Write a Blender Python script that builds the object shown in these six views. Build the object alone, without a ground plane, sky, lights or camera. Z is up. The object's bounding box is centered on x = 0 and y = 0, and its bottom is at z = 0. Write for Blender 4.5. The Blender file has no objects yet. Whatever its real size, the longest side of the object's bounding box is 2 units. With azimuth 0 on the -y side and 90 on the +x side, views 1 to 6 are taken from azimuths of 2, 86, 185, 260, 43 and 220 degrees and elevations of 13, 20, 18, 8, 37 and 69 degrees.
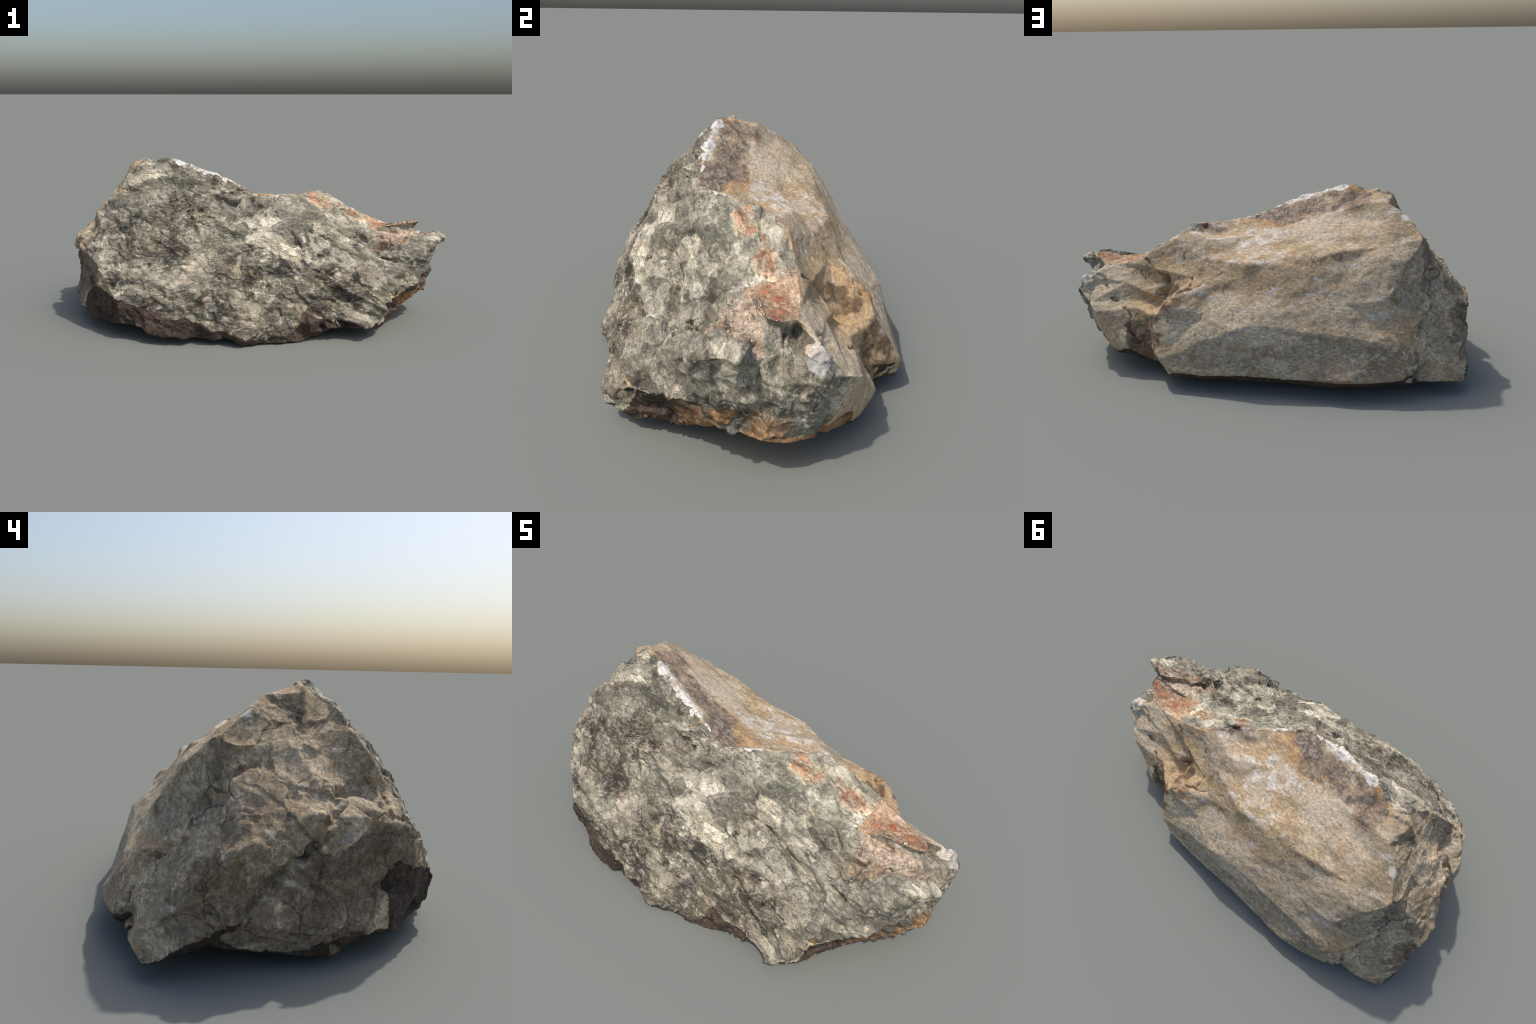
import bpy, bmesh, math
import numpy as np
from mathutils import Vector

# ---------------------------------------------------------------- landmarks
# A broken boulder, about 2 m long (x), 1.15 m deep (y), 0.84 m tall (z).
# North side (+y) is a smooth weathered bedding face, the south side is a
# rough fractured face, the west end is blocky and the east end is a snout.
RIDGES = {   # creases the surface bends along, as runs of points
 "summit_crest": [(-.63,-.055,.805), (-.60,-.06,.828), (-.556,-.05,.838), (-.51,-.07,.822), (-.44,-.10,.848), (-.375,-.128,.842), (-.31,-.139,.82),
                  (-.16,-.165,.768), (-.003,-.197,.698), (.046,-.207,.667)],
 "saddle_edge": [(.046,-.207,.667), (.063,-.177,.662), (.185,-.089,.658), (.30,.0,.665), (.398,.065,.646), (.45,.10,.615), (.52,.11,.575), (.653,.114,.516)],
 "rust_rib": [(.33,-.012,.655), (.376,-.017,.637), (.51,.007,.575), (.583,.0,.512)],
 "rust_slab_back": [(.653,.114,.505), (.76,.115,.48), (.852,.095,.472), (.885,.04,.475)],
 "middle_crest": [(.15,-.30,.56), (.257,-.311,.542), (.40,-.268,.497), (.516,-.251,.439), (.578,-.234,.413), (.648,-.256,.381)],
 "front_rib": [(.257,-.311,.542), (.262,-.401,.44), (.311,-.409,.37)],
 "front_lower_rib": [(.50,-.34,.37), (.607,-.40,.30), (.707,-.418,.233), (.744,-.369,.189)],
 "north_brow": [(-.751,.261,.668), (-.55,.275,.64), (-.353,.288,.612), (-.136,.293,.554), (.06,.30,.545)],
 "north_west_edge": [(-.694,.133,.754), (-.743,.211,.695), (-.751,.261,.668)],
 "west_corner": [(-.743,.211,.695), (-.83,.204,.57), (-.91,.173,.456), (-.965,.142,.386), (-.979,.212,.377), (-.967,.297,.283), (-.965,.358,.206), (-.97,.388,.116)],
 "west_south_edge": [(-.556,-.036,.825), (-.635,-.16,.76), (-.705,-.274,.615), (-.779,-.26,.597), (-.745,-.315,.515), (-.80,-.33,.47)],
}
POINTS = {
 "north_face": [(-.04,-.071,.668), (-.153,-.053,.696), (.252,.134,.62), (.05,.05,.619), (-.22,.095,.665), (-.09,.03,.645), (-.30,.03,.72), (-.45,.10,.72), (.15,.17,.58), (-.28,.19,.635), (-.13,.14,.605), (-.60,.07,.80), (-.51,.05,.80), (.18,-.02,.625), (.25,.03,.615), (.05,-.12,.64), (-.587,.277,.642), (-.626,.154,.742),
   (-.272,.335,.532), (-.12,.406,.423), (.283,.412,.317), (-.494,.52,.237), (-.596,.433,.43), (-.76,.408,.332), (-.716,.465,.325),
   (-.345,.398,.441), (-.382,.426,.41), (.126,.50,.29), (.028,.485,.318), (-.06,.25,.571), (.284,.408,.337), (.40,.405,.353), (.408,.17,.505), (-.60,.45,.348), (-.832,.354,.342),
   (.08,.315,.498), (.244,.322,.436), (.33,.26,.46), (-.512,.524,.267), (-.504,.552,.186), (-.723,.494,.094), (-.442,.31,.577), (-.784,.22,.61), (-.685,.33,.595), (-.60,.335,.60)],
 "north_foot": [(.42,.50,.049), (.40,.535,.09), (.25,.52,.050), (.13,.555,.10), (.04,.52,.046), (-.12,.57,.095), (-.24,.585,.10), (-.14,.53,.046), (-.42,.60,.10), (-.55,.585,.10), (-.67,.56,.10), (-.4,.555,.045), (-.65,.53,.06), (-.82,.51,.07), (-.935,.471,.071), (-.996,.339,.115), (-.80,.455,.20), (-.80,.475,.17), (-.975,.42,.06), (-.95,.465,.05), (-.90,.48,.13), (-.99,.38,.09), (-.63,.535,.22)],
 "step_block": [(.456,.385,.385), (.505,.40,.31), (.494,.441,.247), (.466,.503,.141)],
 "east_chunk": [(.623,.289,.31), (.837,.29,.285), (.58,.33,.25), (.55,.39,.17), (.50,.38,.06), (.74,.29,.07), (.73,.335,.20), (.66,.375,.13), (.475,.275,.345), (.52,.235,.325), (.585,.225,.335), (.70,.19,.40), (.55,.17,.435)],
 "snout": [(.886,.155,.423), (.944,.144,.373), (.945,.17,.325), (.954,.008,.327), (.93,.194,.335), (.88,.25,.311), (.92,.05,.42), (.953,-.023,.385), (.951,-.018,.147), (.96,.043,.28), (.93,.065,.13), (.88,.145,.11), (.94,.134,.242), (.82,.267,.162),
   (.92,-.185,.35), (.84,-.25,.36), (.66,-.22,.35), (.77,-.17,.375), (.89,-.09,.385), (.945,-.05,.40), (.745,-.09,.435), (.884,-.01,.455), (.70,-.33,.325), (.75,-.31,.335), (.56,.17,.475), (.60,.15,.485), (.30,.20,.545), (.895,-.20,.28), (.945,-.14,.27), (.86,-.27,.24), (.93,-.17,.33), (.955,-.11,.345), (.90,-.08,.20), (.89,-.13,.165), (.78,-.323,.21), (.779,-.325,.243)],
 "hollow": [(.411,-.10,.537), (.48,-.05,.525), (.50,-.14,.45), (.43,-.056,.555), (.34,-.16,.555), (.56,-.13,.425), (.62,-.18,.40), (.63,-.10,.425), (.742,-.047,.455)],
 "south_face": [(-.378,-.239,.722), (-.237,-.316,.629), (-.176,-.194,.747), (-.09,-.247,.631), (-.173,-.561,.225), (.014,-.545,.19), (.09,-.468,.285), (-.09,-.515,.26), (.42,-.473,.198), (.308,-.493,.219), (.018,-.432,.468), (.049,-.251,.629), (-.113,-.381,.543), (-.155,-.339,.584), (-.298,-.55,.289), (.616,-.406,.297), (.759,-.331,.225), (-.33,-.35,.61), (-.59,-.28,.66), (-.5,-.33,.63), (-.6,-.22,.70), (-.48,-.43,.45), (-.45,-.53,.31), (.607,-.423,.278), (.482,-.374,.346), (-.035,-.466,.397), (.109,-.486,.212), (.143,-.47,.364), (-.608,-.384,.509), (-.507,-.18,.771), (-.077,-.332,.565), (-.021,-.393,.498),
   (-.323,-.459,.416), (-.221,-.492,.372), (.15,-.259,.615), (.267,-.218,.579), (.13,-.315,.557), (.40,-.46,.27), (.42,-.49,.12), (.51,-.465,.16), (.23,-.475,.30)],
 "south_foot": [(.315,-.475,.03), (.586,-.488,.085), (.25,-.50,.005), (.14,-.525,.005), (-.04,-.57,.012), (-.23,-.545,.02), (-.30,-.585,.04), (-.44,-.575,.065), (-.54,-.545,.12), (-.48,-.55,.19), (-.38,-.545,.21), (-.35,-.578,.09), (-.62,-.53,.18), (-.60,-.53,.085),
   (.40,-.44,.025), (.47,-.46,.05), (.62,-.43,.07), (.69,-.26,.045), (-.02,-.60,.05), (.04,-.565,.11), (.465,-.49,.08), (.65,-.462,.17), (.70,-.43,.19), (-.10,-.555,.15), (.46,-.465,.09), (-.25,-.575,.10), (.2,-.53,.09)],
 "west_end": [(-.845,.09,.535), (-.71,-.06,.67), (-.775,-.05,.58), (-.745,-.18,.545), (-.855,-.03,.50), (-.80,.145,.61), (-.905,.013,.455), (-.885,-.101,.461), (-.80,-.165,.495), (-.815,-.22,.48), (-.89,-.234,.453), (-.925,-.166,.404), (-.89,-.243,.437),
   (-.82,-.36,.40), (-.735,-.44,.341), (-.93,-.018,.337), (-.945,.042,.314), (-.90,-.155,.315), (-.93,-.075,.225), (-.945,.036,.133), (-.95,.174,.173), (-.93,.261,.105), (-.82,-.28,.21), (-.90,-.16,.18), (-.83,-.25,.30), (-.74,-.43,.15), (-.87,-.24,.09), (-.95,-.13,.15), (-.95,-.08,.09), (-.84,-.32,.12)],
 "west_foot": [(-.93,.44,.05), (-.96,.39,.07), (-.91,.28,.08), (-.91,.18,.06), (-.92,.04,.045), (-.91,-.10,.025), (-.85,-.15,.02), (-.76,-.22,.015), (-.82,-.32,.06), (-.70,-.44,.078)],
 "underside": [(0,0,0), (-.4,0,0), (.4,0,.02), (-.3,-.3,0), (.2,-.25,0), (0,.3,.02), (-.5,.3,.02), (.55,.1,.04), (.3,.3,.03), (-.7,.1,.02), (.7,.05,.07)],
}
# slabs and loose blocks that stand out of the body, each the hull of its corners
SLABS = {
 "snout_ledge": [(.648,-.256,.385), (.77,-.19,.422), (.898,-.115,.468), (.975,-.09,.474), (1.02,-.085,.437), (.745,-.11,.44), (.90,-.04,.46), (.97,-.05,.445),
   (.94,-.218,.405), (.85,-.243,.408), (.985,-.16,.436), (.84,-.25,.36), (.92,-.187,.355), (.76,-.27,.36), (.70,-.2,.33), (.80,-.1,.33), (.93,-.05,.36), (.97,-.1,.385), (.955,-.08,.335), (.935,-.16,.325), (.88,-.22,.31)],
 "rust_slab": [(.63,-.022,.484), (.70,-.028,.488), (.76,-.005,.494), (.83,-.026,.512), (.897,-.016,.516), (.90,.03,.50), (.855,.095,.475), (.76,.117,.482), (.655,.116,.497), (.62,.05,.495),
   (.70,.0,.44), (.86,.03,.43), (.85,.09,.42), (.66,.1,.43)],
 "shard": [(.628,-.088,.425), (.66,-.075,.452), (.742,-.045,.465), (.745,-.01,.465), (.68,-.03,.455), (.76,-.06,.405), (.67,-.09,.40), (.70,.02,.40), (.64,-.03,.40)],
 "white_knob": [(.95,.14,.39), (.90,.10,.40), (.905,.19,.39), (.92,.15,.432), (.93,.16,.345), (.87,.16,.40), (.94,.11,.405), (.94,.17,.40), (.88,.12,.36)],
 "wedge_block": [(-.80,-.17,.498), (-.81,-.225,.492), (-.89,-.236,.455), (-.922,-.165,.41), (-.915,-.10,.458), (-.865,-.13,.485), (-.80,-.24,.40), (-.82,-.12,.40), (-.90,-.20,.385)],
}
CENTRE, SCALE = np.array((-.05, -.02, .30)), np.array((1., .58, .42))


def control_points():
    pts = []
    for run in RIDGES.values():
        for a, b in zip(run, run[1:]):
            a, b = np.array(a), np.array(b)
            n = max(1, int(np.linalg.norm(b - a) / .07))
            pts += [a + (b - a) * i / n for i in range(n)]
        pts.append(np.array(run[-1]))
    for group in POINTS.values():
        pts += [np.array(p) for p in group]
    keep = []
    for p in pts:
        if all(np.linalg.norm(p - q) > .012 for q in keep):
            keep.append(p)
    return np.array(keep)


def coarse_hull(P):
    """Triangulate the points by their directions from the centre."""
    D = (P - CENTRE) / SCALE
    D /= np.linalg.norm(D, axis=1)[:, None]
    bm = bmesh.new()
    for i, d in enumerate(D):
        bm.verts.new(d)
    bm.verts.ensure_lookup_table()
    tag = {v: i for i, v in enumerate(bm.verts)}
    idx = bm.verts.layers.int.new("idx")
    bm.verts.ensure_lookup_table()
    for i, v in enumerate(bm.verts):
        v[idx] = i
    bmesh.ops.convex_hull(bm, input=bm.verts[:])
    faces = [[v[idx] for v in f.verts] for f in bm.faces]
    bm.free()
    return faces


# ---------------------------------------------------------------- noise
def hash3(i, j, k, seed):
    with np.errstate(over="ignore"):
        h = (i.astype(np.uint32) * np.uint32(374761393) + j.astype(np.uint32) * np.uint32(668265263)
             + k.astype(np.uint32) * np.uint32(2147483647) + np.uint32(seed * 1274126177 % 4294967296))
        h = (h ^ (h >> np.uint32(13))) * np.uint32(1274126177)
        h = (h ^ (h >> np.uint32(15))) * np.uint32(2246822519)
        h ^= h >> np.uint32(16)
    return h.astype(np.float64) / 4294967296.


def value_noise(p, seed=0):
    """Smooth noise in -1..1."""
    q = np.floor(p).astype(np.int64)
    f = p - q
    f = f * f * f * (f * (f * 6 - 15) + 10)
    out = np.zeros(len(p))
    for a in (0, 1):
        for b in (0, 1):
            for c in (0, 1):
                w = (f[:, 0] if a else 1 - f[:, 0]) * (f[:, 1] if b else 1 - f[:, 1]) * (f[:, 2] if c else 1 - f[:, 2])
                out += w * hash3(q[:, 0] + a, q[:, 1] + b, q[:, 2] + c, seed)
    return out * 2 - 1


def fbm(p, octaves=4, seed=0, gain=.5):
    out, amp, tot = np.zeros(len(p)), 1., 0.
    for o in range(octaves):
        out += amp * value_noise(p * 2.03 ** o + 17.3 * o, seed + o)
        tot += amp
        amp *= gain
    return out / tot


def facets(p, seed, tilt=.5):
    """Chipped facets: the lowest of randomly tilted planes set on jittered cells."""
    q = np.floor(p).astype(np.int64)
    best = np.full(len(p), 1e9)
    for a in (-1, 0, 1):
        for b in (-1, 0, 1):
            for c in (-1, 0, 1):
                i, j, k = q[:, 0] + a, q[:, 1] + b, q[:, 2] + c
                d = p - np.stack([i + hash3(i, j, k, seed), j + hash3(i, j, k, seed + 1), k + hash3(i, j, k, seed + 2)], 1)
                t = np.stack([hash3(i, j, k, seed + s) - .5 for s in (3, 4, 5)], 1) * 2 * tilt
                best = np.minimum(best, (d * d).sum(1) * .55 + (d * t).sum(1))
    return best


def plates(p, seed, tilt=.4):
    """Stepped chips: the nearest jittered cell gives each spot a level and a tilt."""
    q = np.floor(p).astype(np.int64)
    best, out = np.full(len(p), 1e9), np.zeros(len(p))
    for a in (-1, 0, 1):
        for b in (-1, 0, 1):
            for c in (-1, 0, 1):
                i, j, k = q[:, 0] + a, q[:, 1] + b, q[:, 2] + c
                d = p - np.stack([i + hash3(i, j, k, seed), j + hash3(i, j, k, seed + 1), k + hash3(i, j, k, seed + 2)], 1)
                t = np.stack([hash3(i, j, k, seed + s) - .5 for s in (3, 4, 5)], 1) * 2 * tilt
                r = (d * d).sum(1)
                near = r < best
                best = np.where(near, r, best)
                out = np.where(near, hash3(i, j, k, seed + 6) - .5 + (d * t).sum(1), out)
    return out


def smooth(a, b, x):
    t = np.clip((x - a) / (b - a), 0, 1)
    return t * t * (3 - 2 * t)


def dist_run(p, run):
    """Distance from points to a run of segments."""
    best = np.full(len(p), 1e9)
    for a, b in zip(run, run[1:]):
        a, b = np.array(a), np.array(b)
        t = np.clip(((p - a) @ (b - a)) / ((b - a) @ (b - a)), 0, 1)
        best = np.minimum(best, np.linalg.norm(p - a - t[:, None] * (b - a), axis=1))
    return best


def get_co(me):
    c = np.empty(len(me.vertices) * 3)
    me.vertices.foreach_get("co", c)
    return c.reshape(-1, 3)


def get_no(me):
    c = np.empty(len(me.vertices) * 3)
    me.vertices.foreach_get("normal", c)
    return c.reshape(-1, 3)


def relax(co, edges, n, w=.5):
    cnt = np.bincount(edges.ravel(), minlength=len(co))[:, None]
    for _ in range(n):
        s = np.stack([np.bincount(edges[:, 0], co[edges[:, 1], k], len(co)) + np.bincount(edges[:, 1], co[edges[:, 0], k], len(co)) for k in range(3)], 1)
        co = co + w * (s / cnt - co) if np.ndim(w) == 0 else co + w[:, None] * (s / cnt - co)
    return co


def get_edges(me):
    e = np.empty(len(me.edges) * 2, np.int64)
    me.edges.foreach_get("vertices", e)
    return e.reshape(-1, 2)


CREST_X = [-1, -.70, -.556, -.375, -.16, .046, .063, .185, .398, .52, .653, .88, 1.]
CREST_Y = [-.3, -.20, -.05, -.128, -.165, -.207, -.177, -.089, .065, .11, .114, .07, .12]

# cracks and seams: run, width, depth
CRACKS = [
 ([(.60,.135,.51), (.54,.164,.463), (.494,.199,.437)], .006, .010),
 ([(.494,.199,.437), (.467,.261,.421), (.448,.328,.405), (.446,.378,.389)], .014, .045),
 ([(.445,.328,.408), (.393,.34,.414), (.335,.323,.428), (.346,.25,.459)], .006, .016),
 ([(.335,.323,.428), (.296,.304,.441), (.181,.287,.501)], .005, .007),
 ([(.802,.206,.332), (.738,.248,.323), (.683,.283,.306), (.646,.31,.271), (.65,.336,.215), (.637,.361,.194), (.61,.378,.156), (.55,.42,.13)], .008, .022),
 ([(.627,.151,.457), (.597,.179,.414), (.551,.216,.375)], .006, .008),
 ([(.86,.14,.43), (.823,.169,.419), (.809,.171,.386), (.779,.203,.345)], .007, .016),
 ([(.339,.417,.309), (.284,.425,.298), (.273,.41,.337)], .005, .008),
 ([(.401,.148,.55), (.396,.183,.499)], .006, .010),
 ([(-.724,.499,.05), (-.728,.499,.235), (-.748,.426,.314), (-.774,.392,.337), (-.812,.337,.378)], .011, .020),
 ([(-.597,.396,.477), (-.65,.354,.499), (-.704,.313,.512)], .010, .012),
 ([(-.833,.204,.575), (-.817,.161,.591), (-.811,.116,.608)], .012, .018),
 ([(-.80,-.14,.52), (-.86,-.13,.485), (-.884,-.09,.449), (-.90,-.075,.409), (-.938,-.007,.345), (-.956,.052,.322), (-.955,.112,.265), (-.958,.158,.201)], .016, .042),
 ([(-.945,.012,.307), (-.937,-.029,.262), (-.92,-.093,.193)], .010, .016),
 ([(-.89,-.26,.42), (-.91,-.17,.37), (-.93,-.07,.33)], .012, .022),
 ([(-.92,-.093,.193), (-.89,-.182,.226), (-.806,-.317,.21)], .012, .018),
 ([(.049,-.251,.629), (.03,-.34,.56), (.018,-.432,.468)], .004, .004),
 ([(.308,-.493,.219), (.42,-.473,.198)], .010, .014),
 ([(.53,-.30,.41), (.607,-.34,.36), (.68,-.36,.30)], .012, .016),
 ([(.578,-.20,.40), (.63,-.21,.38)], .014, .010),
 ([(.36,-.47,.08), (.41,-.46,.11), (.45,-.46,.09)], .025, .02),
 ([(.953,-.023,.40), (.955,-.02,.36), (.95,-.02,.31)], .008, .018),
]
# sharp lips that stand proud of the rough side, and the undercuts beneath them: run, width, depth
LIPS = [
 ([(.20,-.32,.552), (.257,-.315,.545), (.303,-.27,.537), (.353,-.265,.524), (.417,-.267,.478), (.518,-.258,.443), (.583,-.243,.421), (.628,-.28,.395)], .018, .012),
 ([(.447,-.294,.418), (.551,-.333,.358), (.648,-.405,.29), (.723,-.398,.215)], .018, .008),
 ([(.301,-.417,.384), (.374,-.405,.366), (.425,-.370,.362), (.482,-.353,.34)], .016, .022),
 ([(.255,-.325,.536), (.261,-.393,.438), (.295,-.416,.382), (.35,-.438,.319), (.417,-.431,.281)], .022, .018),
 ([(-.17,-.375,.575), (-.119,-.383,.55), (-.077,-.376,.531), (-.027,-.40,.505)], .013, .016),
 ([(-.133,-.352,.579), (-.087,-.314,.592), (-.046,-.287,.595), (.003,-.271,.605), (.046,-.253,.635)], .014, .018),
 ([(-.172,-.186,.745), (-.184,-.207,.69), (-.202,-.271,.655)], .014, .016),
 ([(-.297,-.261,.697), (-.249,-.243,.695), (-.212,-.234,.703)], .012, .014),
 ([(-.306,-.295,.646), (-.241,-.316,.627), (-.20,-.30,.63)], .012, .014),
 ([(-.27,-.36,.59), (-.235,-.371,.572), (-.202,-.341,.604), (-.164,-.355,.57)], .012, .014),
 ([(-.388,-.238,.722), (-.312,-.279,.675), (-.279,-.263,.693), (-.217,-.219,.724)], .012, .012),
 ([(.972,.007,.34), (.942,.096,.33), (.939,.164,.35)], .022, .014),
 ([(-.851,-.268,.36), (-.749,-.394,.305), (-.616,-.509,.27), (-.497,-.534,.24), (-.357,-.555,.187), (-.218,-.576,.16)], .020, .012),
 ([(-.965,.142,.395), (-.979,.212,.377), (-.967,.297,.283), (-.965,.358,.206)], .016, .010),
 ([(-.86,.207,.505), (-.958,.169,.425), (-.974,.136,.408), (-.93,.0,.46), (-.90,-.06,.462)], .018, .010),
]
UNDERCUTS = [
 ([(.29,-.31,.515), (.353,-.287,.494), (.417,-.292,.446), (.518,-.282,.408), (.583,-.268,.388), (.63,-.29,.362)], .014, .028),
 ([(.488,.235,.41), (.505,.27,.345), (.535,.295,.29)], .024, .045),
 ([(.33,-.30,.50), (.404,-.30,.465), (.454,-.295,.43), (.547,-.305,.378)], .016, .012),
 ([(.314,-.403,.352), (.375,-.405,.325), (.424,-.403,.325), (.468,-.375,.33)], .016, .024),
 ([(.28,-.36,.50), (.283,-.385,.454), (.313,-.406,.404)], .016, .018),
 ([(.378,-.272,.50), (.401,-.334,.445), (.445,-.332,.401)], .012, .012),
 ([(-.15,-.395,.53), (-.10,-.40,.515), (-.03,-.42,.48)], .012, .018),
 ([(-.11,-.345,.565), (-.06,-.315,.57), (.0,-.29,.58)], .013, .022),
 ([(-.155,-.241,.651), (-.12,-.24,.645), (-.054,-.25,.634)], .013, .018),
 ([(-.29,-.275,.675), (-.24,-.262,.672), (-.20,-.25,.68)], .010, .016),
 ([(-.29,-.315,.62), (-.235,-.33,.605), (-.20,-.32,.61)], .010, .016),
 ([(-.362,-.244,.705), (-.34,-.27,.69)], .012, .016),
 ([(.379,-.353,.423), (.453,-.341,.371), (.569,-.368,.322), (.70,-.37,.285), (.781,-.353,.227)], .009, .012),
 ([(.69,-.31,.316), (.791,-.312,.266)], .010, .010),
 ([(.332,-.445,.311), (.417,-.459,.251), (.469,-.472,.211)], .012, .012),
 ([(.884,.229,.31), (.886,.206,.238), (.86,.168,.118)], .016, .018),
 ([(-.604,-.387,.491), (-.655,-.386,.459), (-.63,-.393,.423)], .014, .014),
 ([(-.69,-.441,.365), (-.63,-.46,.365), (-.544,-.455,.39), (-.457,-.459,.415)], .014, .012),
 ([(.242,-.507,.155), (.30,-.50,.15), (.364,-.475,.115), (.425,-.463,.115), (.498,-.458,.105)], .018, .008),
 ([(.05,-.545,.06), (.195,-.53,.08)], .014, .012),
]
# pockets: centre, radius, depth
POCKETS = [((.566, .38, .17), .05, .035), ((-.667, -.322, .55), .018, .02), ((-.077, -.332, .565), .02, .02),
           ((.612, -.414, .262), .018, .018), ((-.378, -.239, .722), .02, .014), ((-.93, -.02, .33), .03, .025),
           ((.76, .05, .51), .085, .022), ((.40, -.10, .53), .02, .006)]


def hull_mesh(corners):
    bm = bmesh.new()
    for c in corners:
        bm.verts.new(c)
    r = bmesh.ops.convex_hull(bm, input=bm.verts[:])
    bmesh.ops.delete(bm, geom=[v for v in bm.verts if not v.link_faces], context="VERTS")
    bmesh.ops.recalc_face_normals(bm, faces=bm.faces[:])
    bm.verts.index_update()
    out = [v.co[:] for v in bm.verts], [[v.index for v in f.verts] for f in bm.faces]
    bm.free()
    return out


def joined_body():
    P = control_points()
    verts, faces = P.tolist(), coarse_hull(P)
    for corners in SLABS.values():
        v, f = hull_mesh(corners)
        faces += [[i + len(verts) for i in g] for g in f]
        verts += v
    me = bpy.data.meshes.new("boulder")
    me.from_pydata(verts, [], faces)
    tmp = bpy.data.objects.new("body", me)
    bpy.context.collection.objects.link(tmp)
    mod = tmp.modifiers.new("fuse", "REMESH")
    mod.mode, mod.voxel_size = "VOXEL", VOXEL
    out = bpy.data.meshes.new_from_object(tmp.evaluated_get(bpy.context.evaluated_depsgraph_get()))
    bpy.data.objects.remove(tmp)
    return out


def strata(p, normal, thick, seed, jitter=.5):
    """Broken bedding layers: a saw-tooth of ledges of unequal thickness."""
    s = p @ (np.array(normal) / np.linalg.norm(normal)) / thick + jitter * fbm(p * 7, 3, seed)
    k = np.floor(s)
    f = s - k
    cell = np.floor(p @ np.array((9., 4., 3.)) + 3 * value_noise(p * 6, seed + 5)).astype(np.int64)
    amp = hash3(k.astype(np.int64), cell, cell * 0, seed)
    return (f - .5) * amp


# ---------------------------------------------------------------- body
VOXEL = .0043
me = joined_body()
E = get_edges(me)
co = get_co(me)
for _ in range(7):             # round the creases without shrinking the body
    co = relax(relax(co, E, 1, .6), E, 1, -.56)
me.vertices.foreach_set("co", co.ravel()); me.update()
no = get_no(me)
broad = smooth(-.01, .05, co[:, 1] - np.interp(co[:, 0], CREST_X, CREST_Y)) * smooth(.62, .40, co[:, 0]) * smooth(-.62, -.4, no[:, 0]) * smooth(.03, .09, co[:, 2])
for _ in range(2):
    touch = broad[E].max(1) > 0
    keep = np.unique(E[touch])                  # work on this face alone
    slot = np.full(len(co), -1); slot[keep] = np.arange(len(keep))
    sub, wt, part = slot[E[touch]], broad[keep], co[keep]
    for _ in range(26):                         # the weathered face is worn smooth
        part = relax(relax(part, sub, 1, wt * .6), sub, 1, -wt * .58)
    co[keep] = part
me.vertices.foreach_set("co", co.ravel()); me.update()
no = get_no(me)
n2 = relax(no, E, 25)          # broad normals, for telling the faces apart
n2 /= np.linalg.norm(n2, axis=1)[:, None]
base = co.copy()
x, y, z = base.T
yc = np.interp(x, CREST_X, CREST_Y)
under = smooth(-.45, -.7, n2[:, 2])
west = smooth(-.35, -.55, n2[:, 0]) * smooth(-.5, -.6, x) * (1 - under)
north = smooth(-.015, .02, y - yc) * (1 - west) * (1 - under) * (1 - smooth(.87, .92, x) * smooth(.45, .7, n2[:, 0]))
south = np.clip(1 - west - under - north, 0, 1)
slab = smooth(.60, .64, x) * smooth(.47, .485, z)          # the stained slab stays flat
hollow = np.exp(-(((x - .45) / .18) ** 2 + ((y + .12) / .12) ** 2 + ((z - .52) / .1) ** 2))
calm = np.clip(1 - .75 * slab - .7 * hollow, 0, 1) * (1 - .35 * smooth(.74, .90, x))
east = smooth(.18, .38, x + .15 * fbm(base * 4, 2, 5))     # layered part of the rough side
brk = np.exp(-(((x + .12) / .26) ** 2 + ((y + .26) / .12) ** 2 + ((z - .62) / .13) ** 2))

wob = np.stack([fbm(base * 5, 3, 90 + k) for k in range(3)], 1) * .05
d = np.zeros(len(co))
strike = np.array((.80, -.10, -.56)); strike /= np.linalg.norm(strike)      # the splinters run down to the east
across = np.cross(strike, (0, 1, 0)); across /= np.linalg.norm(across)
frame = np.stack([base @ strike, base @ across, base @ np.cross(strike, across)], 1) + wob * .8
on = np.nonzero(south > 0)[0]                     # only where the rough side is
sf, sb, sw = frame[on], base[on], wob[on]
se, sk = east[on], brk[on]
splint = plates(sf * np.array((2.6, 8.5, 8.5)), 131, .9) * .048 * se * (1 - .5 * smooth(.68, .84, sb[:, 0])) + plates(sf * np.array((10, 26, 26)), 141, .7) * .018 * (.4 + .6 * se)
lumps = -facets((sb + sw) * np.array((8, 8, 10)), 11, .9) * .020 * (1 - .8 * se) - facets((sb + sw) * 18, 21, .9) * (.010 + .008 * sk) * (1 - .92 * se)
chips = plates((sb + sw) * 12, 151, .7) * .032 * sk + plates((sb + sw) * 26, 161, .7) * (.006 + .010 * sk)
relief = lumps + splint + chips + strata(sb + sw * .4, (.30, .25, .90), .045, 57) * .020 * smooth(.45, .70, sb[:, 0]) + strata(sb + sw * .5, (-.25, .5, .85), .05, 37) * .018 * sk
relief += -facets((sb + sw * .4) * 44, 25, .9) * .0035 * (1 - .6 * se) + fbm(sb * 50, 3, 31) * .0022
d[on] += south[on] * calm[on] * relief
d += west * (facets((base + wob) * 6, 41, .8) * .022 + facets((base + wob) * 15, 47, .9) * .014 + plates((base + wob) * 9, 171, .5) * .010 + fbm(base * 40, 3, 61) * .003
             + strata(base + wob, (-.5, -.35, .7), .07, 43) * .012)
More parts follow.
